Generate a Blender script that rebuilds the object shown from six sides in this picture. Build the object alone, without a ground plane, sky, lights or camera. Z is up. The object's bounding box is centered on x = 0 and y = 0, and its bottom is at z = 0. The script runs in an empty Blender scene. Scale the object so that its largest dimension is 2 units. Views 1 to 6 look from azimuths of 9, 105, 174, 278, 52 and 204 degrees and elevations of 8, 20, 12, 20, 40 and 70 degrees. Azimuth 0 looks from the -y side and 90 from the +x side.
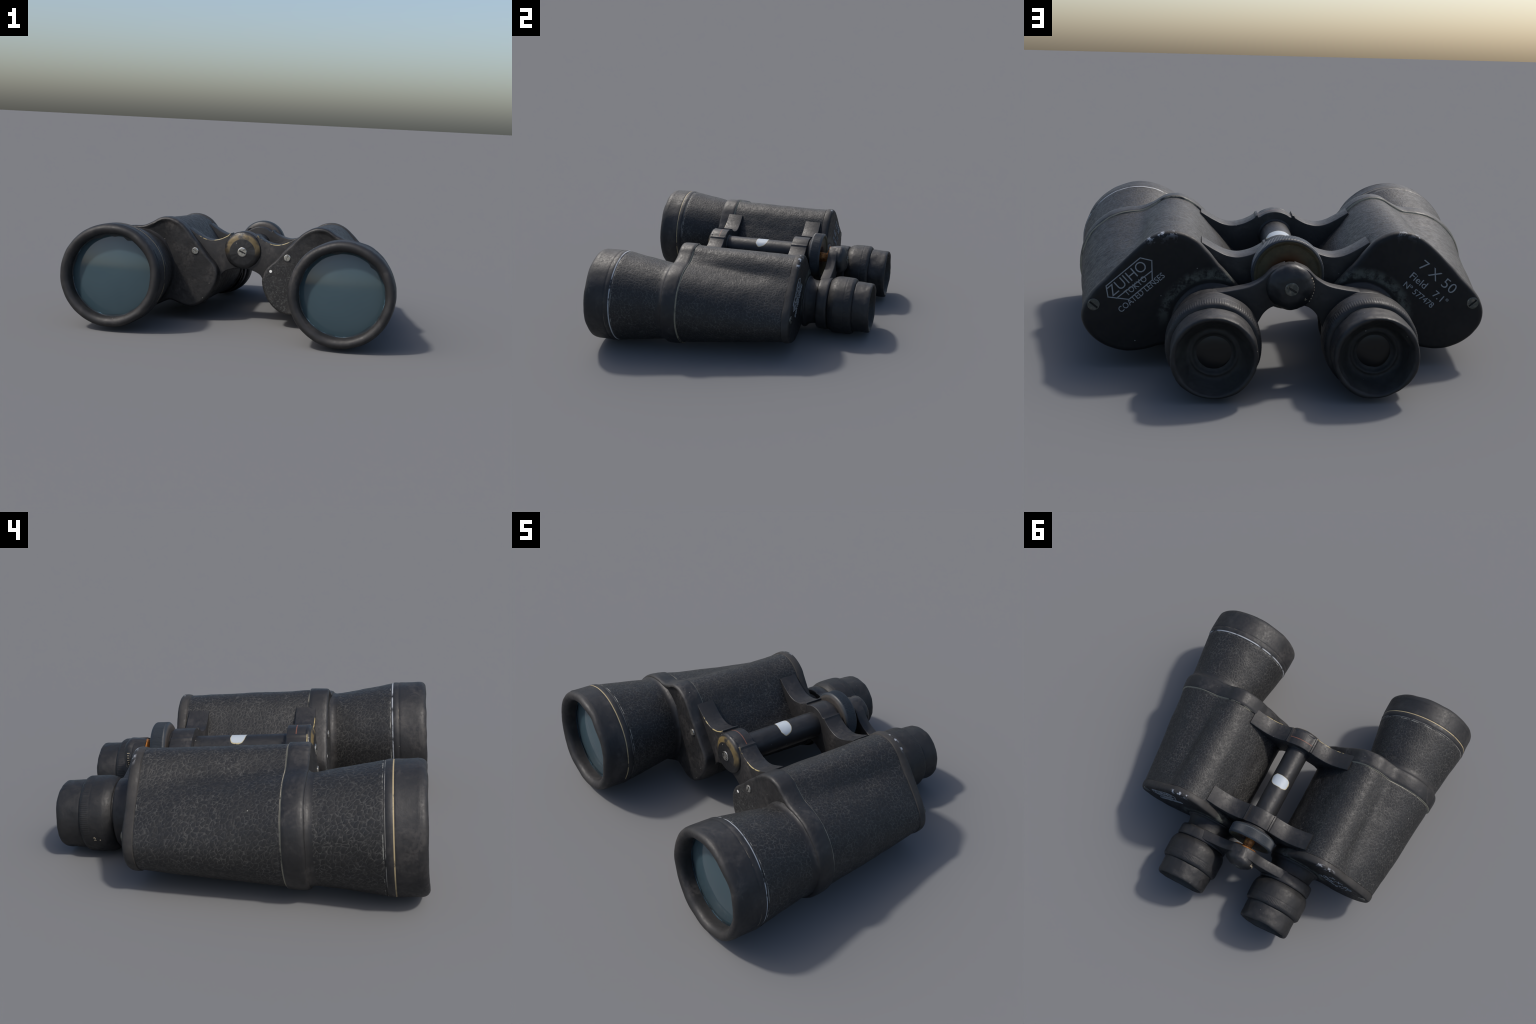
"""Old black prism binoculars: leather-covered prism housings, flared objective
barrels, centre hinge with focus wheel, eyepieces on a bridge.

Everything is modelled in the binoculars' own frame: the hinge axis is the
S axis (S grows towards the eyepieces), X runs across, Z up; the frame is then
tipped slightly, nose up, the way the thing rests on hoods and eyepiece rings."""
import bpy, bmesh, math
import numpy as np
from mathutils import Matrix, Vector, noise

# ------------------------------------------------------------------ frame
axis = Vector((0.0185, 1.0, -0.0505)).normalized()
up = (Vector((0, 0, 1)) - axis * axis.z).normalized()
across = axis.cross(up)
ROLL = 0.005                          # the right-hand tube rests a touch lower
across, up = (across - up * ROLL).normalized(), (up + across * ROLL).normalized()
POSE = Matrix(((across.x, axis.x, up.x, 0.0150),
               (across.y, axis.y, up.y, 0.0),
               (across.z, axis.z, up.z, 0.4413),
               (0, 0, 0, 1)))
HUB_Z = 0.011                        # hinge rod, hubs and wheel sit a little above the screw line
OBJ_X, OBJ_Z = 0.690, -0.154        # objective axis
EYE_X, EYE_Z = 0.317, -0.209        # eyepiece axis
COLL = bpy.context.scene.collection


def fbm(p, scale, octaves=3):
    return noise.fractal(Vector(p) * scale, 1.0, 2.0, octaves)


# ------------------------------------------------------------------ objects
def make(name, verts, faces, mats, parent, angle=35, flip=False, face_mats=None, wobble=0.0, wscale=7.0, seed=0.0):
    verts = [tuple(v) for v in verts]
    if flip:
        faces = [tuple(reversed(f)) for f in faces]
    me = bpy.data.meshes.new(name)
    me.from_pydata(verts, [], faces)
    me.validate()
    me.update()
    if wobble:
        ns = [v.normal.copy() for v in me.vertices]
        for v, n in zip(me.vertices, ns):
            v.co += n * wobble * fbm(v.co + Vector((seed, 0, 0)), wscale)
    for m in (mats if isinstance(mats, (list, tuple)) else [mats]):
        me.materials.append(m)
    if face_mats:
        for p, i in zip(me.polygons, face_mats):
            p.material_index = i
    me.polygons.foreach_set("use_smooth", [True] * len(me.polygons))
    me.set_sharp_from_angle(angle=math.radians(angle))
    me.update()
    return link(name, me, parent)


def link(name, me, parent):
    ob = bpy.data.objects.new(name, me)
    COLL.objects.link(ob)
    ob.parent = parent
    # every part keeps the binoculars' own frame
    ob.matrix_parent_inverse = Matrix.Identity(4)
    ob.matrix_local = POSE if (parent is None or parent.type == 'EMPTY') else Matrix.Identity(4)
    return ob


def strip(rings, closed_start=False, closed_end=False):
    """quads between successive rings of equal length"""
    n = len(rings[0])
    v = [p for r in rings for p in r]
    f = []
    for i in range(len(rings) - 1):
        a, b = i * n, (i + 1) * n
        for j in range(n):
            k = (j + 1) % n
            f.append((a + j, a + k, b + k, b + j))
    if closed_start:
        c = len(v); v.append(tuple(np.mean(rings[0], 0)))
        f += [(c, (j + 1) % n, j) for j in range(n)]
    if closed_end:
        c = len(v); v.append(tuple(np.mean(rings[-1], 0)))
        o = (len(rings) - 1) * n
        f += [(c, o + j, o + (j + 1) % n) for j in range(n)]
    return v, f


def refine(profile, step=0.02):
    out = [profile[0]]
    for a, b in zip(profile, profile[1:]):
        d = math.hypot(b[0] - a[0], b[1] - a[1])
        k = max(1, int(math.ceil(d / step)))
        out += [(a[0] + (b[0] - a[0]) * i / k, a[1] + (b[1] - a[1]) * i / k) for i in range(1, k + 1)]
    return out


def smooth_profile(points, rounds=2):
    """Chaikin corner cutting of an open profile"""
    p = list(points)
    for _ in range(rounds):
        q = [p[0]]
        for a, b in zip(p, p[1:]):
            q.append((a[0] * .75 + b[0] * .25, a[1] * .75 + b[1] * .25))
            q.append((a[0] * .25 + b[0] * .75, a[1] * .25 + b[1] * .75))
        q.append(p[-1])
        p = q
    return p


def revolve(profile, cx, cz, n=128, start=False, end=False, ridge=None, mod=None):
    """profile: (S, R) pairs, S growing; ridge: (s0, s1, count, depth) knurl"""
    rings = []
    for s, r in profile:
        ring = []
        for j in range(n):
            a = math.tau * j / n
            rr, ss = r, s
            if ridge and ridge[0] <= s <= ridge[1]:
                rr += ridge[3] * (1 if (j * ridge[2] * 2 // n) % 2 else -1)
            if mod:
                ss, rr = mod(s, rr, a)
            ring.append((cx + rr * math.sin(a), ss, cz + rr * math.cos(a)))
        rings.append(ring)
    return strip(rings, start, end)


def catmull(points, n=6):
    out = []
    P = [points[0]] + list(points) + [points[-1]]
    for i in range(1, len(P) - 2):
        p0, p1, p2, p3 = (np.array(P[i + k], float) for k in (-1, 0, 1, 2))
        for k in range(n):
            t = k / n
            out.append(tuple(.5 * (2 * p1 + (p2 - p0) * t + (2 * p0 - 5 * p1 + 4 * p2 - p3) * t * t + (3 * p1 - p0 - 3 * p2 + p3) * t ** 3)))
    out.append(tuple(points[-1]))
    return out


def extrude(name, outline, s0, s1, mats, parent, bevel=0.01, segments=3, edge_mat=None):
    """closed XZ outline pushed from s0 to s1, its edges rounded"""
    bm = bmesh.new()
    lo = [bm.verts.new((x, s0, z)) for x, z in outline]
    hi = [bm.verts.new((x, s1, z)) for x, z in outline]
    a = bm.faces.new(lo); b = bm.faces.new(list(reversed(hi)))
    n = len(outline)
    for j in range(n):
        k = (j + 1) % n
        bm.faces.new((lo[k], lo[j], hi[j], hi[k]))
    bmesh.ops.recalc_face_normals(bm, faces=bm.faces[:])
    rim = [e for e in bm.edges if len(e.link_faces) == 2 and any(f in (a, b) for f in e.link_faces)]
    res = bmesh.ops.bevel(bm, geom=rim, offset=bevel, segments=segments, affect='EDGES', profile=0.5, clamp_overlap=True)
    if edge_mat is not None:
        for f in res['faces']:
            f.material_index = edge_mat
    bmesh.ops.triangulate(bm, faces=[f for f in bm.faces if len(f.verts) > 4])
    me = bpy.data.meshes.new(name)
    bm.to_mesh(me); bm.free()
    for m in (mats if isinstance(mats, (list, tuple)) else [mats]):
        me.materials.append(m)
    me.polygons.foreach_set("use_smooth", [True] * len(me.polygons))
    me.set_sharp_from_angle(angle=math.radians(32))
    return link(name, me, parent)


# ------------------------------------------------------------------ material nodes
class Nodes:
    def __init__(self, name):
        self.mat = bpy.data.materials.new(name)
        self.mat.use_nodes = True
        self.t = self.mat.node_tree
        self.bsdf = self.t.nodes["Principled BSDF"]
        self.co = self.t.nodes.new("ShaderNodeTexCoord").outputs["Object"]
        sep = self.t.nodes.new("ShaderNodeSeparateXYZ")
        self.t.links.new(self.co, sep.inputs[0])
        self.x, self.s, self.z = sep.outputs

    def put(self, sock, v):
        if hasattr(v, "is_output"):
            self.t.links.new(v, sock)
        elif isinstance(v, (tuple, list)) and len(v) == 3 and sock.type == 'RGBA':
            sock.default_value = (*v, 1)
        else:
            sock.default_value = v

    def math(self, op, a, b=0.0, clamp=False):
        n = self.t.nodes.new("ShaderNodeMath"); n.operation = op; n.use_clamp = clamp
        self.put(n.inputs[0], a); self.put(n.inputs[1], b)
        return n.outputs[0]

    def mul(self, *a):
        r = a[0]
        for b in a[1:]:
            r = self.math('MULTIPLY', r, b)
        return r

    def ramp(self, v, a, b, lo=0.0, hi=1.0):
        n = self.t.nodes.new("ShaderNodeMapRange"); n.interpolation_type = 'SMOOTHSTEP'
        self.put(n.inputs[0], v)
        for i, q in zip((1, 2, 3, 4), (a, b, lo, hi)):
            n.inputs[i].default_value = q
        return n.outputs[0]

    def band(self, v, mid, half, soft):
        d = self.math('ABSOLUTE', self.math('SUBTRACT', v, mid))
        return self.ramp(d, half, half + soft, 1.0, 0.0)

    def mapping(self, loc=(0, 0, 0), rot=(0, 0, 0), scale=(1, 1, 1), vec=None):
        n = self.t.nodes.new("ShaderNodeMapping")
        self.put(n.inputs[0], vec or self.co)
        n.inputs[1].default_value, n.inputs[2].default_value, n.inputs[3].default_value = loc, rot, scale
        return n.outputs[0]

    def noise(self, scale, detail=3.0, rough=0.55, vec=None, distort=0.0):
        n = self.t.nodes.new("ShaderNodeTexNoise")
        self.put(n.inputs["Vector"], vec or self.co)
        n.inputs["Scale"].default_value, n.inputs["Detail"].default_value, n.inputs["Roughness"].default_value = scale, detail, rough
        n.inputs["Distortion"].default_value = distort
        return n.outputs["Fac"]

    def voronoi(self, scale, feature='F1', vec=None, out="Distance"):
        n = self.t.nodes.new("ShaderNodeTexVoronoi"); n.feature = feature
        self.put(n.inputs["Vector"], vec or self.co)
        n.inputs["Scale"].default_value = scale
        return n.outputs[out]

    def mix(self, fac, a, b):
        n = self.t.nodes.new("ShaderNodeMix"); n.data_type = 'RGBA'
        self.put(n.inputs[0], fac); self.put(n.inputs[6], a); self.put(n.inputs[7], b)
        return n.outputs[2]

    def radius(self, cx, cz):
        dx, dz = self.math('SUBTRACT', self.x, cx), self.math('SUBTRACT', self.z, cz)
        return self.math('SQRT', self.math('ADD', self.mul(dx, dx), self.mul(dz, dz)))

    def specks(self, scale=38.0, size=0.09, keep=0.80):
        """a few tiny paint chips: small dots in some Voronoi cells"""
        v = self.t.nodes.new("ShaderNodeTexVoronoi")
        self.put(v.inputs["Vector"], self.co); v.inputs["Scale"].default_value = scale
        dot = self.ramp(v.outputs["Distance"], size * .5, size, 1, 0)
        sep = self.t.nodes.new("ShaderNodeSeparateColor")
        self.t.links.new(v.outputs["Color"], sep.inputs[0])
        return self.mul(dot, self.math('GREATER_THAN', sep.outputs[0], keep))

    def bump(self, h, strength, dist=0.01):
        n = self.t.nodes.new("ShaderNodeBump")
        n.inputs["Strength"].default_value, n.inputs["Distance"].default_value = strength, dist
        self.put(n.inputs["Height"], h)
        self.t.links.new(n.outputs[0], self.bsdf.inputs["Normal"])

    def done(self, color, rough=0.5, metal=0.0, spec=0.5):
        self.put(self.bsdf.inputs["Base Color"], color)
        self.put(self.bsdf.inputs["Roughness"], rough)
        self.put(self.bsdf.inputs["Metallic"], metal)
        self.put(self.bsdf.inputs["Specular IOR Level"], spec)
        return self.mat


def leather(name, lines=()):
    """pebbled black leatherette: dusty light creases between dark grains;
    lines: (S, half width, threshold, colour) pale worn seams"""
    m = Nodes(name)
    warp = m.t.nodes.new("ShaderNodeTexNoise"); warp.inputs["Scale"].default_value = 30
    m.put(warp.inputs["Vector"], m.co)
    add = m.t.nodes.new("ShaderNodeVectorMath"); add.operation = 'MULTIPLY_ADD'
    m.put(add.inputs[0], warp.outputs["Color"]); add.inputs[1].default_value = (.016, .016, .016); m.put(add.inputs[2], m.co)
    vec = m.mapping(scale=(1.0, 1.0, .58), vec=m.mapping(rot=(-.607, 0, .25), vec=add.outputs[0]))
    edge = m.voronoi(58, 'DISTANCE_TO_EDGE', vec)
    crease = m.ramp(edge, 0.0, 0.13, 1, 0)
    fade = m.ramp(m.noise(9, 3), .30, .65, .45, 1)
    fine = m.noise(75, 2.5)
    crease = m.mul(crease, fade, m.ramp(fine, .36, .66, .12, .95))
    base = m.mix(m.noise(5, 4), (.0090, .0090, .0092), (.0150, .0146, .0142))
    col = m.mix(crease, base, (.058, .056, .052))
    col = m.mix(m.specks(13, .040, .80), col, (.30, .29, .26))
    for s, w, thr, c in lines:
        worn = m.ramp(m.noise(11, 5, .7), thr, thr + .10)
        col = m.mix(m.mul(m.band(m.s, s, w, w * .8), worn), col, c)
    m.bump(m.math('ADD', m.ramp(edge, 0, .3), m.mul(fine, .3)), .16, .004)
    return m.done(col, m.ramp(m.noise(40, 2), .3, .7, .50, .64), 0, .42)


def paint(name, dark=(.0120, .0121, .0128), dust=(.044, .041, .039), amount=.5, rough=.42, speck=.86, bands=(), extra=None, spec=.42):
    """worn black enamel, smudged with dust, with small chips; bands: worn rings at S"""
    m = Nodes(name)
    smudge = m.ramp(m.noise(8, 4, .6, distort=.6), .45, .75)
    fine = m.noise(60, 4, .6)
    col = m.mix(m.mul(smudge, amount, m.ramp(fine, .25, .65)), dark, dust)
    col = m.mix(m.mul(m.specks(26, .07, speck), .8), col, (.30, .29, .26))
    for s, w, thr, c in bands:
        worn = m.ramp(m.noise(7, 5, .65), thr, thr + .12)
        col = m.mix(m.mul(m.band(m.s, s, w, w * .7), worn), col, c)
    if extra:
        col = extra(m, col)
    m.bump(m.noise(38, 4), .12, .01)
    return m.done(col, m.ramp(fine, .3, .7, rough + .03, rough + .18), 0, spec)


def metal(name, color, dirty, rough=.3, amount=.5):
    m = Nodes(name)
    g = m.ramp(m.noise(45, 4, .65), .5 - amount * .3, .75 - amount * .2)
    return m.done(m.mix(g, color, dirty), m.math('ADD', .18, m.mul(g, rough)), m.math('SUBTRACT', 1.0, m.mul(g, .6)), .5)


SILVER, BRASS = (.42, .44, .47), (.42, .30, .12)


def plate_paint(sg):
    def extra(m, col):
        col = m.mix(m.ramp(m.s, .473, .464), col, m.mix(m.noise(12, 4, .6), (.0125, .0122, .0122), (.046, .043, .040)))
        # grey-green grime in the corner round the eyepiece
        r = m.radius(sg * EYE_X, EYE_Z)
        ring = m.mul(m.ramp(r, .185, .20), m.ramp(r, .215, .25, 1, 0))
        grime = m.mul(ring, m.ramp(m.noise(30, 4, .7), .36, .62), m.ramp(m.z, -.25, -.12))
        col = m.mix(m.mul(grime, .85), col, (.085, .092, .080))
        # bright rubbed patch on the upper rear edge
        rub = m.mul(m.band(m.s, .462, .004, .012), m.ramp(m.z, .12, .17), m.ramp(m.noise(34, 4, .7), .52, .58), m.band(m.x, sg * .53, .05, .03), 1.0 if sg > 0 else .45)
        return m.mix(rub, col, SILVER)
    return paint("plate_enamel", (.0070, .0071, .0076), (.018, .017, .016), .4, .46, .84, extra=extra, spec=.28)  # base darkened below the other enamel for the sunless rear side


def flange_paint(sg):
    """flange enamel; the right-hand one is peppered with dust and has a white chip"""
    def extra(m, col):
        if sg > 0:
            low = m.mul(m.ramp(m.x, .46, .36), m.ramp(m.z, .05, -.15, .25, 1), m.ramp(m.s, -.36, -.37))
            pepper = m.mul(low, m.ramp(m.noise(95, 4, .75), .48, .72))
            col = m.mix(m.mul(pepper, .6), col, (.10, .105, .10))
            spot = m.mul(m.ramp(m.radius(.197, -.104), .0075, .010, 1, 0), m.ramp(m.s, -.34, -.36))
            col = m.mix(spot, col, (.75, .75, .72))
        # pale rim where the enamel is rubbed along the leather seam
        seam = m.mul(m.band(m.s, -.2685, .0013, .0015), m.ramp(m.noise(9, 5, .7), .36, .48))
        return m.mix(seam, col, (.24, .22, .16))
    return paint("flange_enamel", (.0125, .0122, .0126), (.054, .050, .047), .75, .42, .84, extra=extra)


def wheel_material():
    m = Nodes("wheel_enamel")
    r = m.radius(0, HUB_Z)
    face = m.mul(m.ramp(r, .148, .140), 1.0)
    grime = m.mix(m.noise(26, 5, .7), (.020, .019, .013), (.12, .105, .060))
    rust = m.mix(m.ramp(r, .06, .11, 1, 0), grime, (.060, .026, .010))
    side = m.mix(m.noise(20, 3), (.013, .017, .022), (.025, .031, .037))
    rear = m.mul(face, m.ramp(m.s, .465, .485))
    front = m.mul(face, m.ramp(m.s, .465, .445))
    col = m.mix(rear, side, rust)
    col = m.mix(m.mul(front, .8), col, m.mix(m.noise(40, 3), (.022, .021, .020), (.075, .062, .052)))
    col = m.mix(m.mul(m.specks(24, .06, .85), .8), col, (.4, .4, .38))
    return m.done(col, .45, 0, .4)


def cap_material():
    def extra(m, col):
        r = m.radius(0, 0)
        ring = m.mul(m.ramp(r, .080, .084), m.ramp(r, .108, .118, 1, 0))
        worn = m.mul(ring, m.ramp(m.z, -.035, .055), m.ramp(m.noise(16, 4, .6), .30, .55))
        return m.mix(m.mul(worn, .6), col, (.19, .135, .05))
    return paint("cap_enamel", amount=.5, rough=.32, speck=.70, extra=extra)


def rod_material():
    def extra(m, col):
        # a chip of bare metal on top of the rod, with a yellow primer edge
        jag = m.math('MULTIPLY', m.math('SUBTRACT', m.noise(32, 3), .5), .030)
        dx = m.math('DIVIDE', m.math('SUBTRACT', m.x, .001), .060)
        ds = m.math('DIVIDE', m.math('SUBTRACT', m.math('ADD', m.s, m.mul(m.x, .12)), .062), .041)
        p4 = lambda v: m.math('POWER', m.math('ABSOLUTE', v), 3.2)
        d = m.math('ADD', m.math('ADD', p4(dx), p4(ds)), m.mul(jag, 22))
        top = m.math('GREATER_THAN', m.z, .02)
        col = m.mix(m.mul(top, m.ramp(d, .96, 1.02, 1, 0)), col, (.36, .31, .18))
        return m.mix(m.mul(top, m.ramp(d, .78, .88, 1, 0)), col, (.37, .41, .44))
    return paint("rod_enamel", amount=.35, rough=.38, speck=.9, extra=extra)


def rusty():
    m = Nodes("rusty_brass")
    col = m.mix(m.ramp(m.noise(40, 4, .7), .35, .65), (.12, .035, .010), (.48, .20, .045))
    return m.done(col, .42, .35, .5)


def nut_material():
    def extra(m, col):
        rim = m.mul(m.ramp(m.s, .563, .552), m.ramp(m.noise(18, 3), .34, .52), .9)
        return m.mix(rim, col, (.55, .21, .045))
    return paint("bridge_enamel", amount=.6, rough=.36, speck=.88, extra=extra)


def glass():
    m = Nodes("coated_glass")
    m.bsdf.inputs["IOR"].default_value = 1.5
    col = m.mix(m.noise(4, 3), (.036, .062, .077), (.046, .076, .091))
    return m.done(col, m.ramp(m.noise(6, 3), .3, .7, .05, .12), 0, .5)


def plain(name, color, rough=.6, spec=.3):
    m = Nodes(name)
    col = m.mix(m.noise(70, 4, .7), tuple(c * .75 for c in color), tuple(min(1, c * 1.2) for c in color))
    return m.done(col, rough, 0, spec)


M_PAINT = paint("black_enamel")
M_ARM = paint("arm_enamel", (.0140, .0135, .0138), (.052, .047, .044), .7, .42, .84, extra=lambda m, c: m.mix(m.mul(m.band(m.s, -.247, .0016, .0016), m.ramp(m.z, .085, .10), m.ramp(m.math('ABSOLUTE', m.x), .075, .085, 1, 0)), c, (.14, .055, .035)))
M_WORN = paint("worn_edge", amount=.6, rough=.34, extra=lambda m, c: m.mix(
    m.mul(m.ramp(m.s, -.27, -.29), m.ramp(m.noise(22, 5, .7), .44, .56), m.band(m.math('ABSOLUTE', m.x), .19, .09, .02), m.ramp(m.z, .0, .03)), c, (.30, .24, .11)))
M_FLANGE = paint("neck_enamel", (.0125, .0122, .0126), (.054, .050, .047), .75, .42, .84)
M_GLASS, M_ROD, M_CAP, M_WHEEL, M_RUST, M_NUT = glass(), rod_material(), cap_material(), wheel_material(), rusty(), nut_material()
M_SCREW = metal("bright_screw", (.55, .54, .50), (.10, .095, .08), amount=.35)
M_OLDSCREW = metal("tarnished_screw", (.20, .20, .18), (.07, .072, .062), .35, .8)
M_LETTER = plain("lettering_paint", (.25, .265, .275))
M_SCALE = plain("scale_paint", (.33, .28, .20))
M_CUP = paint("eyecup_enamel", (.0100, .0099, .0103), (.038, .035, .033), .6, .46, .88)
M_EYE = plain("eye_glass", (.007, .007, .007), .3, .35)
M_CUPIN = paint("cup_inside", (.009, .0095, .0095), (.036, .038, .032), .7, .55, .74)
M_EDGE_GLINT = plain("edge_glint_blue", (.09, .18, .25), .2, .6)
M_DARKRING = plain("dark_ring", (.010, .018, .025), .35, .4)


def hood_paint(sg):
    if sg < 0:
        bands = [(-.7525, .0021, .33, (.34, .27, .15)), (-.716, .0012, .42, (.20, .19, .17))]
    else:
        bands = [(-.7185, .0026, .38, (.36, .37, .38)), (-.7525, .0012, .50, (.14, .12, .09))]
    return paint("hood_enamel", (.0135, .0133, .0140), (.054, .049, .046), .7, .46, .92, bands=bands)


# ------------------------------------------------------------------ housing sections
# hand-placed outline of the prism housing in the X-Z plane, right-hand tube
REAR = [(.145, -.180), (.165, -.108), (.218, -.048), (.288, .030), (.345, .100), (.390, .147), (.437, .172), (.485, .180),
        (.535, .174), (.575, .156), (.635, .108), (.700, .044), (.760, -.020), (.818, -.080), (.852, -.130), (.866, -.182),
        (.848, -.244), (.788, -.303), (.726, -.330), (.670, -.338), (.605, -.329), (.530, -.308), (.450, -.320), (.365, -.350),
        (.300, -.366), (.225, -.338), (.168, -.262)]
FRONT = [(.143, -.180), (.152, -.112), (.222, -.032), (.302, .060), (.352, .116), (.395, .156), (.440, .180), (.488, .191),
         (.540, .184), (.593, .153), (.655, .126), (.720, .121), (.795, .103), (.860, .064), (.920, .002), (.957, -.078),
         (.968, -.154), (.957, -.230), (.920, -.310), (.860, -.374), (.790, -.414), (.690, -.430), (.600, -.414), (.530, -.378),
         (.470, -.346), (.430, -.342), (.380, -.360), (.305, -.373), (.235, -.340), (.175, -.268)]
CX, CZ = .475, -.105
NSEC = 240


def polar(points):
    p = np.array(points) - (CX, CZ)
    a = np.arctan2(p[:, 1], p[:, 0]); r = np.hypot(p[:, 0], p[:, 1])
    o = np.argsort(a); a, r = a[o], r[o]
    aa = np.concatenate([a - math.tau, a, a + math.tau]); rr = np.concatenate([r, r, r])
    d = np.empty_like(rr)                                   # Catmull slopes, then Hermite
    d[1:-1] = (rr[2:] - rr[:-2]) / (aa[2:] - aa[:-2]); d[0] = d[-1] = 0
    g = np.linspace(-math.pi, math.pi, NSEC, endpoint=False)
    i = np.searchsorted(aa, g, side='right') - 1
    h = aa[i + 1] - aa[i]; t = (g - aa[i]) / h
    out = (2*t**3 - 3*t**2 + 1) * rr[i] + (t**3 - 2*t**2 + t) * h * d[i] + (3*t**2 - 2*t**3) * rr[i+1] + (t**3 - t**2) * h * d[i+1]
    for _ in range(3):
        out = (np.roll(out, 1) + 2 * out + np.roll(out, -1)) / 4
    return g, out


ANG, R_REAR = polar(REAR)
_, R_FRONT = polar(FRONT)
S_REAR, S_FRONT = .465, -.330


def section(s, off, sg, bulge=0.0):
    t = min(1.0, max(0.0, (S_REAR - s) / (S_REAR - S_FRONT)))
    mid = math.sin(math.pi * t ** .8)
    r = R_REAR * (1 - t) + R_FRONT * t + off
    # between the ends a valley runs down the upper flank and the lower flank fills out
    r = r - .027 * mid * np.exp(-((ANG - math.radians(43)) / math.radians(17)) ** 2)
    r = r + (.004 if sg > 0 else .009) * mid * np.exp(-((ANG + math.radians(13)) / math.radians(19)) ** 2)
    return [(sg * (CX + q * math.cos(a)), s, CZ + q * math.sin(a)) for q, a in zip(r, ANG)]


def loft(pairs, sg, start=False, end=False, inner=()):
    rings = [section(s, o, sg) for s, o in pairs]
    return strip(rings, start, end)


# ------------------------------------------------------------------ lettering
def lettering(name, text, size, s, origin, right, upv, mat, parent, weight=0.0, spacing=1.0, depth=.0012):
    """raised paint lettering; origin, right, upv: local X-Z vectors on the rear plate"""
    cu = bpy.data.curves.new(name, 'FONT')
    cu.body, cu.size, cu.extrude, cu.space_character, cu.offset = text, size, depth, spacing, weight
    cu.resolution_u = 3
    tmp = bpy.data.objects.new(name, cu)
    COLL.objects.link(tmp)
    bpy.context.view_layer.update()
    me = bpy.data.meshes.new_from_object(tmp.evaluated_get(bpy.context.evaluated_depsgraph_get()))
    bpy.data.objects.remove(tmp); bpy.data.curves.remove(cu)
    xs = [v.co.x for v in me.vertices]
    w = max(xs) - min(xs)
    R, U = (Vector(q) if len(q) == 3 else Vector((q[0], 0, q[1])) for q in (right, upv))
    N = R.cross(U)
    x0 = min(xs)
    for v in me.vertices:
        v.co = Vector((origin[0], s, origin[1])) + R * (v.co.x - x0) + U * v.co.y + N * v.co.z
    me.materials.clear(); me.materials.append(mat); me.name = name
    return link(name, me, parent), w


def fit_lettering(name, text, height, width, s, origin, right, upv, mat, parent, weight=0.0):
    """lettering of a given cap height stretched to a given length"""
    size = height / .70
    ob, w = lettering(name, text, size, s, origin, right, upv, mat, parent, weight)
    k = width / w
    R = Vector((right[0], 0, right[1])); o = Vector((origin[0], s, origin[1]))
    for v in ob.data.vertices:
        d = (v.co - o).dot(R)
        v.co += R * d * (k - 1)
    return ob


def bar(name, a, b, width, s, mat, parent, depth=.0012):
    a, b = Vector((a[0], 0, a[1])), Vector((b[0], 0, b[1]))
    d = (b - a).normalized(); n = Vector((d.z, 0, -d.x)) * width / 2
    a, b = a - d * width / 2, b + d * width / 2
    v = [p + Vector((0, s + q, 0)) for q in (-depth, depth) for p in (a - n, b - n, b + n, a + n)]
    f = [(0, 1, 2, 3), (7, 6, 5, 4), (0, 4, 5, 1), (1, 5, 6, 2), (2, 6, 7, 3), (3, 7, 4, 0)]
    return v, f


def bars(name, segments, width, s, mat, parent):
    V, F = [], []
    for a, b in segments:
        v, f = bar(name, a, b, width, s, mat, parent)
        F += [tuple(i + len(V) for i in q) for q in f]; V += v
    return make(name, V, F, mat, parent, 20)


def slotted_screw(name, cx, s, cz, r, facing, slot_angle, mat, parent, proud=.006, slot=True):
    """round screw head with a cut slot; facing -1: towards the objectives"""
    n = 40
    bm = bmesh.new()
    w = r * .16
    prof = [(0.0 - .012, r), (proud * .5, r), (proud * .85, r * .93), (proud, r * .80)]
    rings = [[bm.verts.new((cx + q * math.sin(math.tau * j / n), s + facing * d, cz + q * math.cos(math.tau * j / n))) for j in range(n)] for d, q in prof]
    for a, b in zip(rings, rings[1:]):
        for j in range(n):
            bm.faces.new((a[j], a[(j + 1) % n], b[(j + 1) % n], b[j]))
    # flat top in two halves with a sunken slot between them
    ca, sa = math.cos(slot_angle), math.sin(slot_angle)
    top, R = rings[-1], r * .80
    def pt(u, v, d):
        return bm.verts.new((cx + u * ca - v * sa, s + facing * d, cz + u * sa + v * ca))
    for sign in (1, -1):
        a0 = math.asin(w / R)
        arc = [pt(R * math.cos(t), sign * R * math.sin(t), proud) for t in np.linspace(a0, math.pi - a0, 16)]
        bm.faces.new(arc)
        e = math.sqrt(R * R - w * w)
        low = [pt(e, sign * w, proud - .005), pt(-e, sign * w, proud - .005)]
        bm.faces.new((arc[0], arc[-1], low[1], low[0]))
    e = math.sqrt(R * R - w * w)
    q = [pt(e, w, proud - .005), pt(-e, w, proud - .005), pt(-e, -w, proud - .005), pt(e, -w, proud - .005)]
    bm.faces.new(q)
    bmesh.ops.remove_doubles(bm, verts=bm.verts[:], dist=1e-5)
    bmesh.ops.recalc_face_normals(bm, faces=bm.faces[:])
    me = bpy.data.meshes.new(name)
    bm.to_mesh(me); bm.free()
    me.materials.append(mat)
    return link(name, me, parent)


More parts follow.
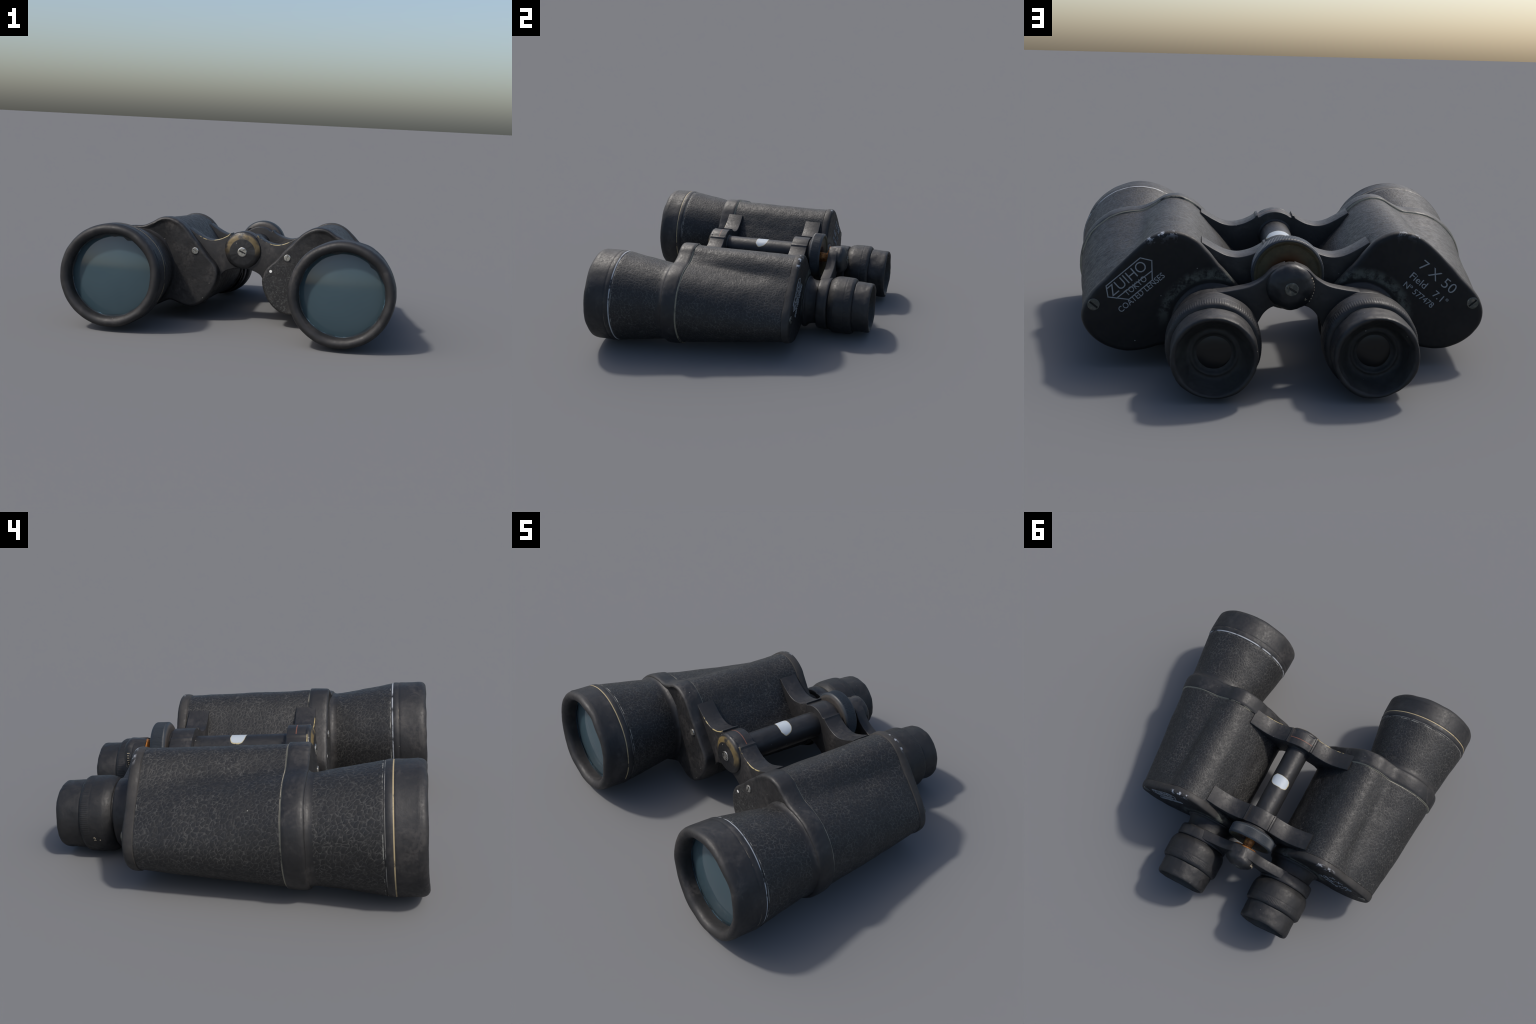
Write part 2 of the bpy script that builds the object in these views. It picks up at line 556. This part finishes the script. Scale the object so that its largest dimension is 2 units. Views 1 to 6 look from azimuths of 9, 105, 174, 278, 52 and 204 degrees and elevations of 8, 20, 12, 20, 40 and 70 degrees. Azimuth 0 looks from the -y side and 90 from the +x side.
# ================================================================== build
root = bpy.data.objects.new("binoculars", None)
COLL.objects.link(root)
root.empty_display_size = .2
root["label"] = "worn black leather-covered prism binoculars with blue objective lenses"
root["category"] = "binoculars"

LETTER_S = .4772

for sg in (1, -1):
    flip = sg > 0
    # ---------------- prism housing: rear plate and rim
    v, f = loft([(.476, -.022), (.4755, -.013), (.473, -.004), (.468, .002), (.460, .006), (.45, .007), (.436, .006), (.424, .003), (.420, -.003), (.38, -.008)], sg, start=True)
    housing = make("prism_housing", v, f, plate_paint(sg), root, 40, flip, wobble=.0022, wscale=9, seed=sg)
    # leather wrap
    s_list = [.421] + list(np.linspace(.418, -.268, 60)) + [-.271]
    pairs = [(s, -.010 if i in (0, len(s_list) - 1) else -.002 - .005 * ((.418 - s) / .686)) for i, s in enumerate(s_list)]
    v, f = loft(pairs, sg)
    make("leather_wrap", v, f, leather("housing_leather", [(-.2655, .0016, .38, (.24, .22, .17)), (.414, .0015, .62, (.12, .12, .11))]), housing, 50, flip, wobble=.0035, wscale=6, seed=sg * 3)
    # raised front flange with the flat plate round the barrel
    v, f = loft([(-.25, -.012), (-.266, -.010), (-.268, -.001), (-.272, .002), (-.29, .002), (-.315, .001), (-.34, .0), (-.357, -.001), (-.366, -.004), (-.3715, -.010), (-.373, -.017), (-.3728, -.026), (-.3722, -.040)], sg, end=True)
    last = len(v) - 1 - NSEC
    for i in range(len(v) - 1):
        if i >= last - NSEC:
            lip = math.exp(-((ANG[i % NSEC] - math.radians(75)) / math.radians(30)) ** 2)
            v[i] = (v[i][0], v[i][1] + (.013 if i >= last else .007) * lip, v[i][2])
    v[-1] = (v[-1][0], -.371, v[-1][2])
    make("front_flange", v, f, flange_paint(sg), housing, 50, flip, wobble=.0025, wscale=8, seed=sg * 5)
    slotted_screw("screw", sg * .297, -.3735, -.0115, .0215, -1, -.5 if sg < 0 else 1.3, M_SCREW, housing, .004)
    slotted_screw("screw", sg * .818, .4765, -.128, .026, 1, .7 * sg, M_OLDSCREW, housing, .003)

    # ---------------- objective barrel
    tip = -.900 if sg > 0 else -.894
    prof = refine([(-.712, .3025), (-.705, .303), (-.60, .286), (-.50, .271), (-.42, .259), (-.39, .257), (-.375, .262), (-.364, .272), (-.35, .270)], .02)
    v, f = revolve(prof, sg * OBJ_X, OBJ_Z, 160)
    barrel = make("objective_barrel", v, f, [leather("barrel_leather", [(-.7065, .0012, .50, (.22, .22, .20))]), M_FLANGE], root, 50, wobble=.003, wscale=7, seed=sg * 7)
    for p in barrel.data.polygons:
        if p.center.y > -.398:
            p.material_index = 1
    hood_out = smooth_profile([(tip + .095, .2525), (tip + .050, .2505), (tip + .030, .2490), (tip + .010, .2550), (tip - .002, .2720), (tip - .003, .2880), (tip + .006, .3010), (tip + .020, .3075), (tip + .04, .309)], 1) + \
        [(-.86, .309), (-.80, .3085), (-.765, .309), (-.758, .3085), (-.753, .3065), (-.748, .3085), (-.735, .309), (-.726, .308), (-.716, .3045), (-.708, .300)]
    def dent(s, r, a, sg=sg):
        k = max(0.0, (-.79 - s) / .12)
        w = noise.noise(Vector((math.sin(a) * 2.4 + sg * 4, math.cos(a) * 2.4, s * 3)))
        return s + .006 * k * w, r + .004 * k * w
    v, f = revolve(refine(hood_out, .014), sg * OBJ_X, OBJ_Z, 160, mod=dent)
    hood = make("objective_hood", v, f, hood_paint(sg), barrel, 50, wobble=.0025, wscale=8, seed=sg * 9)
    # ragged dark ring just in front of the lens edge
    teeth = np.random.default_rng(5 + sg).uniform(0, 1, 34) ** 2.2
    def ragged(s, r, a, sg=sg):
        if r > .249:
            return s, r
        q = a / math.tau * 34
        k = int(q) % 34; d = q - int(q)
        w = teeth[k] * (1 - d) + teeth[(k + 1) % 34] * d           # straight-edged notches
        return s - .001 * w, r - .024 * w * (.35 + .65 * max(0, math.cos(a - .2)))
    v, f = revolve([(tip + .076, .254), (tip + .0765, .2515), (tip + .078, .2485)], sg * OBJ_X, OBJ_Z, 240, mod=ragged)
    make("dark_lens_ring", v, f, M_DARKRING, barrel, 60)
    # light caught on the glass edge, modelled as a thin blue ring, chipped
    def uneven(s, r, a, sg=sg):
        w = noise.noise(Vector((math.sin(a) * 9 + sg, math.cos(a) * 9, 2.0))) + .7 * noise.noise(Vector((math.sin(a) * 31, math.cos(a) * 31, sg)))
        return (s, r) if r > .249 else (s, r - .004 * max(-.4, w))
    v, f = revolve([(tip + .0795, .2535), (tip + .0805, .2475)], sg * OBJ_X, OBJ_Z, 240, mod=uneven)
    make("lens_edge_glint", v, f, M_EDGE_GLINT, barrel, 60)
    # convex objective lens
    RL, CURV = .253, 1.25
    lens = [(tip + .086 - (math.sqrt(CURV**2 - q*q) - math.sqrt(CURV**2 - RL*RL)), q) for q in np.linspace(0.004, RL, 24)]
    v, f = revolve(lens, sg * OBJ_X, OBJ_Z, 128, start=True)
    make("objective_lens", v, f, M_GLASS, barrel, 80)

    # ---------------- eyepiece
    prof = [(.462, .176), (.474, .178), (.482, .174), (.490, .162), (.505, .154), (.53, .149), (.565, .148), (.60, .152), (.636, .165), (.650, .172)]
    v, f = revolve(refine(prof, .012), sg * EYE_X, EYE_Z, 128)
    eye = make("eyepiece", v, f, M_CUP, root, 50, wobble=.002, wscale=10, seed=sg * 11)
    tail = .923 if sg > 0 else .931
    deep = .079 if sg > 0 else .092
    ring = [(.638, .160), (.641, .172), (.652, .180), (.668, .188), (.684, .1925), (.70, .1935), (.73, .1935), (.748, .1935), (.752, .1925), (.756, .1932), (.79, .1915), (.800, .187), (.806, .181), (.809, .172), (.809, .16)]
    v, f = revolve(refine(ring, .008), sg * EYE_X, EYE_Z, 720, ridge=(.757, .797, 120, .0003))
    make("diopter_ring", v, f, M_CUP, eye, 50, wobble=.002, wscale=9, seed=sg * 13)
    cup = [(.800, .168), (.812, .1725), (.83, .172), (.88, .1705), (tail - .03, .1715), (tail - .012, .1705), (tail - .002, .166), (tail, .159), (tail - .004, .152), (tail - .012, .147),
           (tail - .026, .138), (tail - deep * .6, .122), (tail - deep * .80, .108), (tail - deep * .84, .100), (tail - deep * .81, .092), (tail - deep * .84, .085), (tail - deep * .95, .077), (tail - deep, .068)]
    v, f = revolve(refine(smooth_profile(cup, 2), .012), sg * EYE_X, EYE_Z, 128)
    ec = make("eyecup", v, f, [M_CUP, M_CUPIN], eye, 55, wobble=.0045, wscale=10, seed=sg * 17)
    for p in ec.data.polygons:
        if math.hypot(p.center.x - sg * EYE_X, p.center.z - EYE_Z) < .147 and p.center.y > .82:
            p.material_index = 1
    v, f = revolve([(tail - deep - .002, .074), (tail - deep - .001, .066), (tail - deep + .002, .060), (tail - deep + .003, .03), (tail - deep + .0035, .002)], sg * EYE_X, EYE_Z, 64, end=True)
    make("eye_lens", v, f, M_EYE, eye, 60)

    # ---------------- markings on the rear plate
    if sg > 0:
        rt, uv = (-.762, .648), (.648, .762)          # seen from behind, right is -X
        P = lambda base, a, b: (base[0] + rt[0] * a + uv[0] * b, base[1] + rt[1] * a + uv[1] * b)
        O = (.757, -.095)
        hexagon = [(.757, -.095), (.764, -.047), (.620, .076), (.572, .064), (.571, -.021), (.670, -.106)]
        segs = list(zip(hexagon, hexagon[1:] + hexagon[:1])) + [((.722, -.101), (.574, .018))]
        bars("engraved_badge", segs, .0042, LETTER_S - .0005, M_LETTER, housing)
        fit_lettering("engraved_lettering", "ZUIHO", .047, .196, LETTER_S, (.737, -.094), rt, uv, M_LETTER, housing, -.0006)
        fit_lettering("engraved_lettering", "TOKYO", .026, .112, LETTER_S, (.676, -.092), rt, uv, M_LETTER, housing, 0.0)
        fit_lettering("engraved_lettering", "COATED LENSES", .026, .245, LETTER_S, (.703, -.165), rt, uv, M_LETTER, housing, 0.0)
    else:
        rt, uv = (-.785, -.620), (-.620, .785)
        fit_lettering("engraved_lettering", "7 X 50", .046, .197, LETTER_S, (-.566, .034), rt, uv, M_LETTER, housing, -.0006)
        fit_lettering("engraved_lettering", "Field   7.1\u00b0", .031, .207, LETTER_S, (-.529, -.010), rt, uv, M_LETTER, housing, 0.0)
        fit_lettering("engraved_lettering", "N\u00ba 577478", .026, .166, LETTER_S, (-.503, -.048), rt, uv, M_LETTER, housing, 0.0)

# ------------------------------------------------------------------ centre hinge
v, f = revolve(refine([(-.23, .074), (-.204, .084), (-.196, .0835), (-.190, .076), (0, .0755), (.10, .0755), (.20, .0755), (.295, .076), (.34, .076)], .02), 0, HUB_Z, 96)
hinge = make("hinge_rod", v, f, M_ROD, root, 40, wobble=.002, wscale=8)

# one outline for both pairs of arms: hub, sagging arms, tips climbing the housings
TOP = [(.100, .099), (.125, .084), (.160, .069), (.208, .060), (.255, .068), (.300, .089), (.335, .110), (.362, .127)]
BOTTOM = [(.235, -.150), (.175, -.195), (.146, -.176), (.120, -.140), (.085, -.121)]


def arm_outline():
    right = [(.082, .102), (.086, .112), (.095, .109)] + catmull(TOP, 5) + [(.372, .112), (.39, .08), (.33, 0.0)] + catmull(BOTTOM, 4) + [(.05, -.110), (0, -.107)]
    hub = [(.118 * math.sin(a), HUB_Z + .118 * math.cos(a)) for a in np.linspace(0, .66, 8)]
    half = hub + right
    return half + [(-x, z) for x, z in reversed(half[1:-1])]


OUT = arm_outline()
extrude("hinge_arm", OUT, -.308, -.198, [M_ARM, M_WORN], hinge, .016, 3, edge_mat=1)
extrude("hinge_arm", OUT, .292, .408, [M_ARM, M_WORN], hinge, .016, 3, edge_mat=1)
v, f = revolve(refine(smooth_profile([(-.333, .0785), (-.3315, .086), (-.325, .103), (-.314, .117), (-.300, .119), (-.285, .112)], 1), .008), 0, 0, 96, start=True)
v = [(x, q, z + HUB_Z * min(1, max(0, (q + .333) / .02))) for x, q, z in v]
make("hinge_cap", v, f, M_CAP, hinge, 45, wobble=.004, wscale=13)
slotted_screw("screw", 0, -.334, 0, .0300, -1, -.42, M_SCREW, hinge, .005)
v, f = revolve([(.395, .10), (.405, .106), (.415, .108), (.425, .105)], 0, HUB_Z, 96)
make("hinge_collar", v, f, M_ARM, hinge, 40)

# ------------------------------------------------------------------ focus wheel
wheel_prof = [(.424, .05), (.424, .110), (.426, .132), (.432, .146), (.438, .152), (.442, .1545), (.50, .1545), (.506, .152), (.510, .147), (.508, .138), (.500, .128), (.496, .10), (.494, .06), (.484, .045), (.47, .035)]
v, f = revolve(refine(wheel_prof, .007), 0, HUB_Z, 600, ridge=(.441, .501, 150, .0008))
wheel = make("focus_wheel", v, f, M_WHEEL, root, 40)
v, f = revolve(refine([(.46, .034), (.50, .034), (.52, .032), (.545, .034), (.56, .05)], .008), 0, 0, 48)
make("focus_screw", v, f, M_RUST, wheel, 40, wobble=.002, wscale=20)

# ------------------------------------------------------------------ eyepiece bridge
def facet(s, r, a):
    # softly faceted nut
    k = math.cos(((a + math.pi / 8) % (math.pi / 4)) - math.pi / 8)
    return s, r * (1 + .5 * (math.cos(math.pi / 8) / k - 1) * -.45)
nut = [(.548, .040), (.548, .078), (.552, .088), (.560, .093), (.60, .099), (.64, .102), (.655, .097), (.668, .082), (.679, .060), (.683, .045), (.684, .0)]
v, f = revolve([(a, b * .94) for a, b in refine(nut[:-1], .01)], 0, -.006, 96, end=True, mod=facet)
bridge = make("eyepiece_bridge", v, f, M_NUT, root, 38, wobble=.004, wscale=14)
slotted_screw("screw", 0, .6835, -.002, .0285, 1, .55, M_OLDSCREW, bridge, .004)
for sg in (1, -1):
    top = catmull([(.02, .085), (.072, .062), (.112, .022), (.160, -.006), (.215, -.020), (.27, -.029), (.317, -.034)], 5)
    low = catmull([(.317, -.15), (.20, -.19), (.150, -.200), (.128, -.158), (.105, -.120), (.070, -.095), (.02, -.09)], 5)
    out = [(sg * x, z) for x, z in top + low]
    if sg < 0:
        out.reverse()
    extrude("bridge_arm", out, .556, .622, [M_ARM], bridge, .012, 3)
    v, f = revolve(refine(smooth_profile([(.556, .140), (.558, .166), (.562, .175), (.575, .178), (.62, .178), (.632, .176), (.637, .168), (.638, .150)], 1), .01), sg * EYE_X, EYE_Z, 128)
    make("bridge_ring", v, f, M_ARM, bridge, 45, wobble=.002, wscale=10, seed=sg)

# dioptre scale on the side of the nut: ticks and a figure
V, F = [], []
for i, a in enumerate(np.linspace(1.15, 2.2, 9)):
    long = .012 if i in (0, 3, 8) else .007
    c = Vector((-math.sin(a), 0, math.cos(a)))
    p, tdir = c * .0945 + Vector((0, .648, -.006)), Vector((-math.cos(a), 0, -math.sin(a)))
    q = [p + Vector((0, -long, 0)) + tdir * w + c * h for h in (0, .0035) for w in (-.0016, .0016)] + [p + Vector((0, long * .2, 0)) + tdir * w + c * h for h in (-.004, .0025) for w in (-.0016, .0016)]
    n0 = len(V); V += q
    F += [tuple(n0 + k for k in t) for t in ((0, 1, 3, 2), (4, 6, 7, 5), (0, 4, 5, 1), (2, 3, 7, 6), (0, 2, 6, 4), (1, 5, 7, 3))]
make("diopter_scale", V, F, M_SCALE, bridge, 20)

h = math.sqrt(.5)
for text, x, q, z, size in (("10", -.060, .671, .006, .020), ("10", -.056, .673, -.052, .020), ("0", -.066, .667, -.024, .014)):
    lettering("scale_figure", text, size, q, (x, z), (-h, -h, 0), (0, 0, 1), M_SCALE, bridge)
# a figure and dot on the left-hand dioptre ring
for text, a, q, size in (("2", 1.98, .742, .030), (".", 1.98, .712, .05)):
    c, t = Vector((-math.sin(a), 0, math.cos(a))), Vector((math.cos(a), 0, math.sin(a)))
    p = Vector((-EYE_X, 0, EYE_Z)) + c * .1945
    lettering("scale_figure", text, size, q, (p.x, p.z), (0, -1, 0), tuple(t), M_SCALE, bridge)
